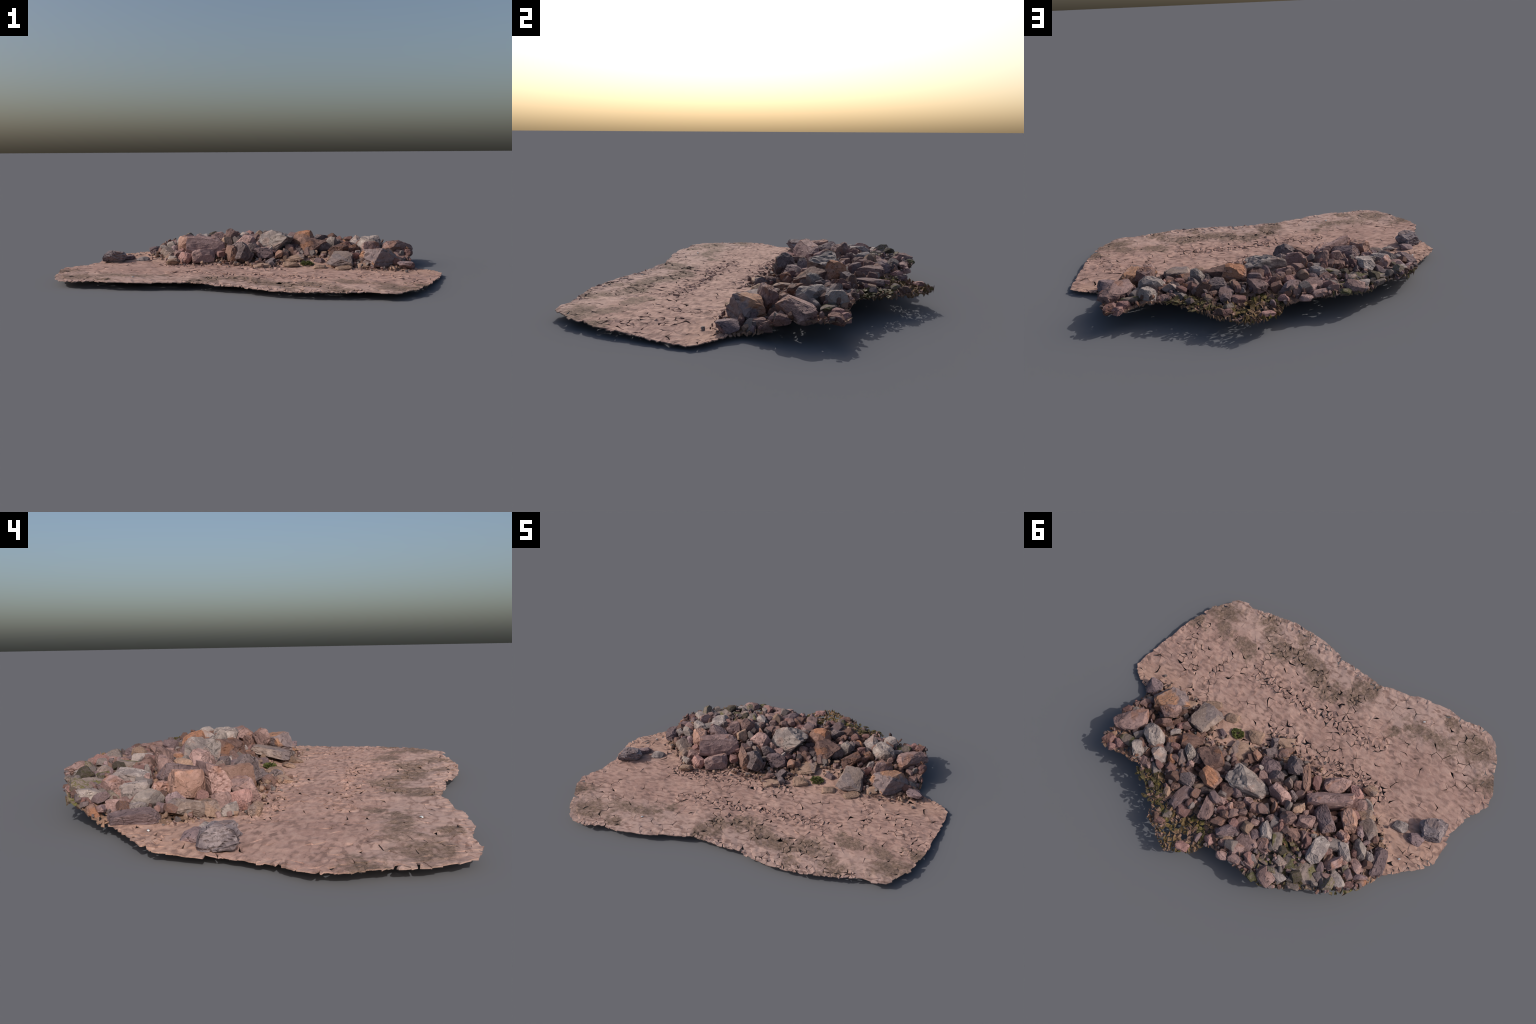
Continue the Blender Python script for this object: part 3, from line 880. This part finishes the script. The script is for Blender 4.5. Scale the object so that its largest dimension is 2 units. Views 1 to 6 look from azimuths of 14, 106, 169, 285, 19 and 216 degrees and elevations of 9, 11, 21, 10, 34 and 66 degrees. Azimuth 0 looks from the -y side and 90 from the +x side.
def fill_stones():
    """smaller stones wedged into the gaps of the heap; they share a few shapes"""
    rng = random.Random(21)
    shapes = {}
    looks = ["pink"] * 5 + ["redpink"] * 4 + ["redbrown"] * 4 + ["purple"] * 3 + ["dark"] * 3 + ["grey"] * 3 + ["palegrey", "rust", "sandy"]
    placed = 0
    for _ in range(20000):
        if COUNT[0] + placed >= 298:
            break
        x, y = rng.uniform(-0.80, 0.84), rng.uniform(0.0, 0.66)
        if y < foot_y(x) + 0.035 or not inside(x, y)[0] or covered(x, y, 0.8) or zone(x, y) == "flap" and rng.random() < 0.8:
            continue
        s = rng.uniform(0.026, 0.056)
        if not all(inside(x + s * a, y + s * b)[0] for a, b in ((1, 0), (-1, 0), (0, 1), (0, -1))):
            continue
        look = rng.choice(looks)
        if y > 0.42 and x < -0.25 and rng.random() < 0.6:
            look = rng.choice(("moss", "darkmoss", "grey"))
        form = rng.choice(("block", "block", "wedge", "slab"))
        key = (look, form, rng.randrange(2))
        if key not in shapes:
            mesh = rock_mesh("small_rock", form, 900 + len(shapes) * 3, 2)
            shade(mesh, 11)
            mesh.materials.append(material("stone_" + look, rock_material, look))
            shapes[key] = mesh
        o = add_object("rock", shapes[key])
        g = ground(x, y)
        o.scale = (s * rng.uniform(1.0, 1.6), s * rng.uniform(0.7, 1.1), s * rng.uniform(0.6, 1.1))
        o.rotation_euler = (rng.gauss(0, 0.4), rng.gauss(0, 0.4), rng.uniform(0, TAU))
        o.location = (x, y, g + s * rng.uniform(0.2, 0.7))
        FOOTPRINTS.append((x, y, s * 0.5, s * 0.5, 0, 0))
        placed += 1


def gravel():
    """stones too small to pick apart, at the foot of the heap and in its hollows"""
    rng = random.Random(33)
    by_look = {}
    base = [rock_mesh("pebble", f, 40 + k, 0) for k, f in enumerate(("block", "wedge", "block", "slab", "round"))]
    shapes = [([v.co.copy() for v in m.vertices], [tuple(p.vertices) for p in m.polygons]) for m in base]
    for m in base:
        bpy.data.meshes.remove(m)
    n = 0
    while n < 2200:
        if rng.random() < 0.3:
            x = rng.uniform(-0.75, 0.85)
            y = foot_y(x) + rng.gauss(0.0, 0.035)
            s = 0.004 + 0.016 * rng.random() ** 2.2
        else:
            x, y = rng.uniform(-0.8, 0.84), rng.uniform(0.0, 0.62)
            if y < foot_y(x):
                continue
            s = rng.uniform(0.008, 0.024)
        n += 1
        if not inside(x, y)[0] or covered(x, y, 0.75) or zone(x, y) == "flap":
            continue
        look = rng.choice(("sandy", "pink", "sandy", "redbrown", "grey") if y < foot_y(x) + 0.04 else ("pink", "redbrown", "redbrown", "redpink", "dark", "dark", "purple"))  # inner pebbles coloured darker so hollows read as deep shadowed gaps
        verts, faces = by_look.setdefault(look, ([], []))
        vs, fs = rng.choice(shapes)
        rot = Euler((rng.uniform(0, TAU), rng.uniform(0, TAU), rng.uniform(0, TAU))).to_matrix()
        at = Vector((x, y, ground(x, y) + s * (0.25 if s < 0.013 else rng.uniform(0.2, 1.1))))
        k = len(verts)
        sc = Vector((s * rng.uniform(0.8, 1.7), s, s * rng.uniform(0.4, 0.9)))
        verts.extend(tuple(at + rot @ Vector((v.x * sc.x, v.y * sc.y, v.z * sc.z))) for v in vs)
        faces.extend(tuple(i + k for i in f) for f in fs)
    for look, (verts, faces) in by_look.items():
        mesh = bpy.data.meshes.new("gravel")
        mesh.from_pydata(verts, [], faces)
        shade(mesh, 12)
        add_object("gravel", mesh, material("stone_" + look, rock_material, look), stuff=True)


def leaf(verts, faces, at, direction, up, length, width):
    """thin pointed leaf with a folded midrib and real thickness"""
    side = direction.cross(up).normalized()
    up = side.cross(direction).normalized()
    t = up * width * 0.07
    outline = [(0, 0, 0), (0.35, 0.5, 0.12), (0.7, 0.34, 0.10), (1, 0, -0.08), (0.7, -0.34, 0.10), (0.35, -0.5, 0.12)]
    k = len(verts)
    for sgn in (1, -1):
        for u, w, h in outline:
            verts.append(tuple(at + direction * length * u + side * width * w + up * width * h + t * sgn))
        verts.append(tuple(at + direction * length * 0.5 + t * sgn))
    for j in range(6):
        a, b = j, (j + 1) % 6
        faces.append((k + a, k + b, k + 6))
        faces.append((k + 7 + b, k + 7 + a, k + 13))
        faces.append((k + a, k + 7 + a, k + 7 + b, k + b))


def tuft(name, centre, spread, leaves, size, look, lift, flat=1.0):
    rng = random.Random(int(centre[0] * 1000) + leaves)
    verts, faces = [], []
    for _ in range(leaves):
        a, r = rng.uniform(0, TAU), math.sqrt(rng.random())
        x, y = centre[0] + spread[0] * r * math.cos(a), centre[1] + spread[1] * r * math.sin(a)
        at = Vector((x, y, ground(x, y) + 0.002 + lift * rng.random() * (1 - 0.6 * r)))
        d = Vector((math.cos(a) + rng.gauss(0, .7), math.sin(a) + rng.gauss(0, .7), rng.uniform(-0.1, 1.0) * flat)).normalized()
        s = size * rng.uniform(0.6, 1.3)
        leaf(verts, faces, at, d, Vector((rng.gauss(0, .3), rng.gauss(0, .3), 1)), s, s * 0.7)
    mesh = bpy.data.meshes.new(name)
    mesh.from_pydata(verts, [], faces)
    add_object(name, mesh, look, stuff=True)


def chips():
    mesh = rock_mesh("pale_chip", "slab", 77, 1)
    mesh.materials.append(material("pale_chip", chip_material))
    for x, y, s in ((-0.494, -0.604, 0.014), (-0.775, 0.115, 0.013)):
        o = add_object("pale_chip", mesh)
        o.scale, o.rotation_euler[2] = (s, s * 0.5, 0.004), 0.6
        o.location = (x, y, ground(x, y) + 0.004)


build_ground()
place_rocks()
fill_stones()
gravel()
fresh = leaf_material("moss_leaf", (0.048, 0.056, 0.016), (0.108, 0.115, 0.030))
dry = leaf_material("dry_leaf", (0.062, 0.047, 0.026), (0.100, 0.080, 0.032))
tuft("moss_tuft", (0.275, 0.020), (0.032, 0.024), 260, 0.010, fresh, 0.022)
tuft("weed_leaves", (0.475, 0.500), (0.070, 0.035), 60, 0.022, dry, 0.010, 0.35)
tuft("weed_leaves", (0.385, 0.560), (0.050, 0.050), 24, 0.022, dry, 0.008, 0.3)
tuft("weed_leaves", (0.060, 0.590), (0.035, 0.040), 22, 0.018, dry, 0.008, 0.3)
tuft("weed_leaves", (-0.400, 0.500), (0.060, 0.045), 40, 0.022, dry, 0.010, 0.4)
chips()
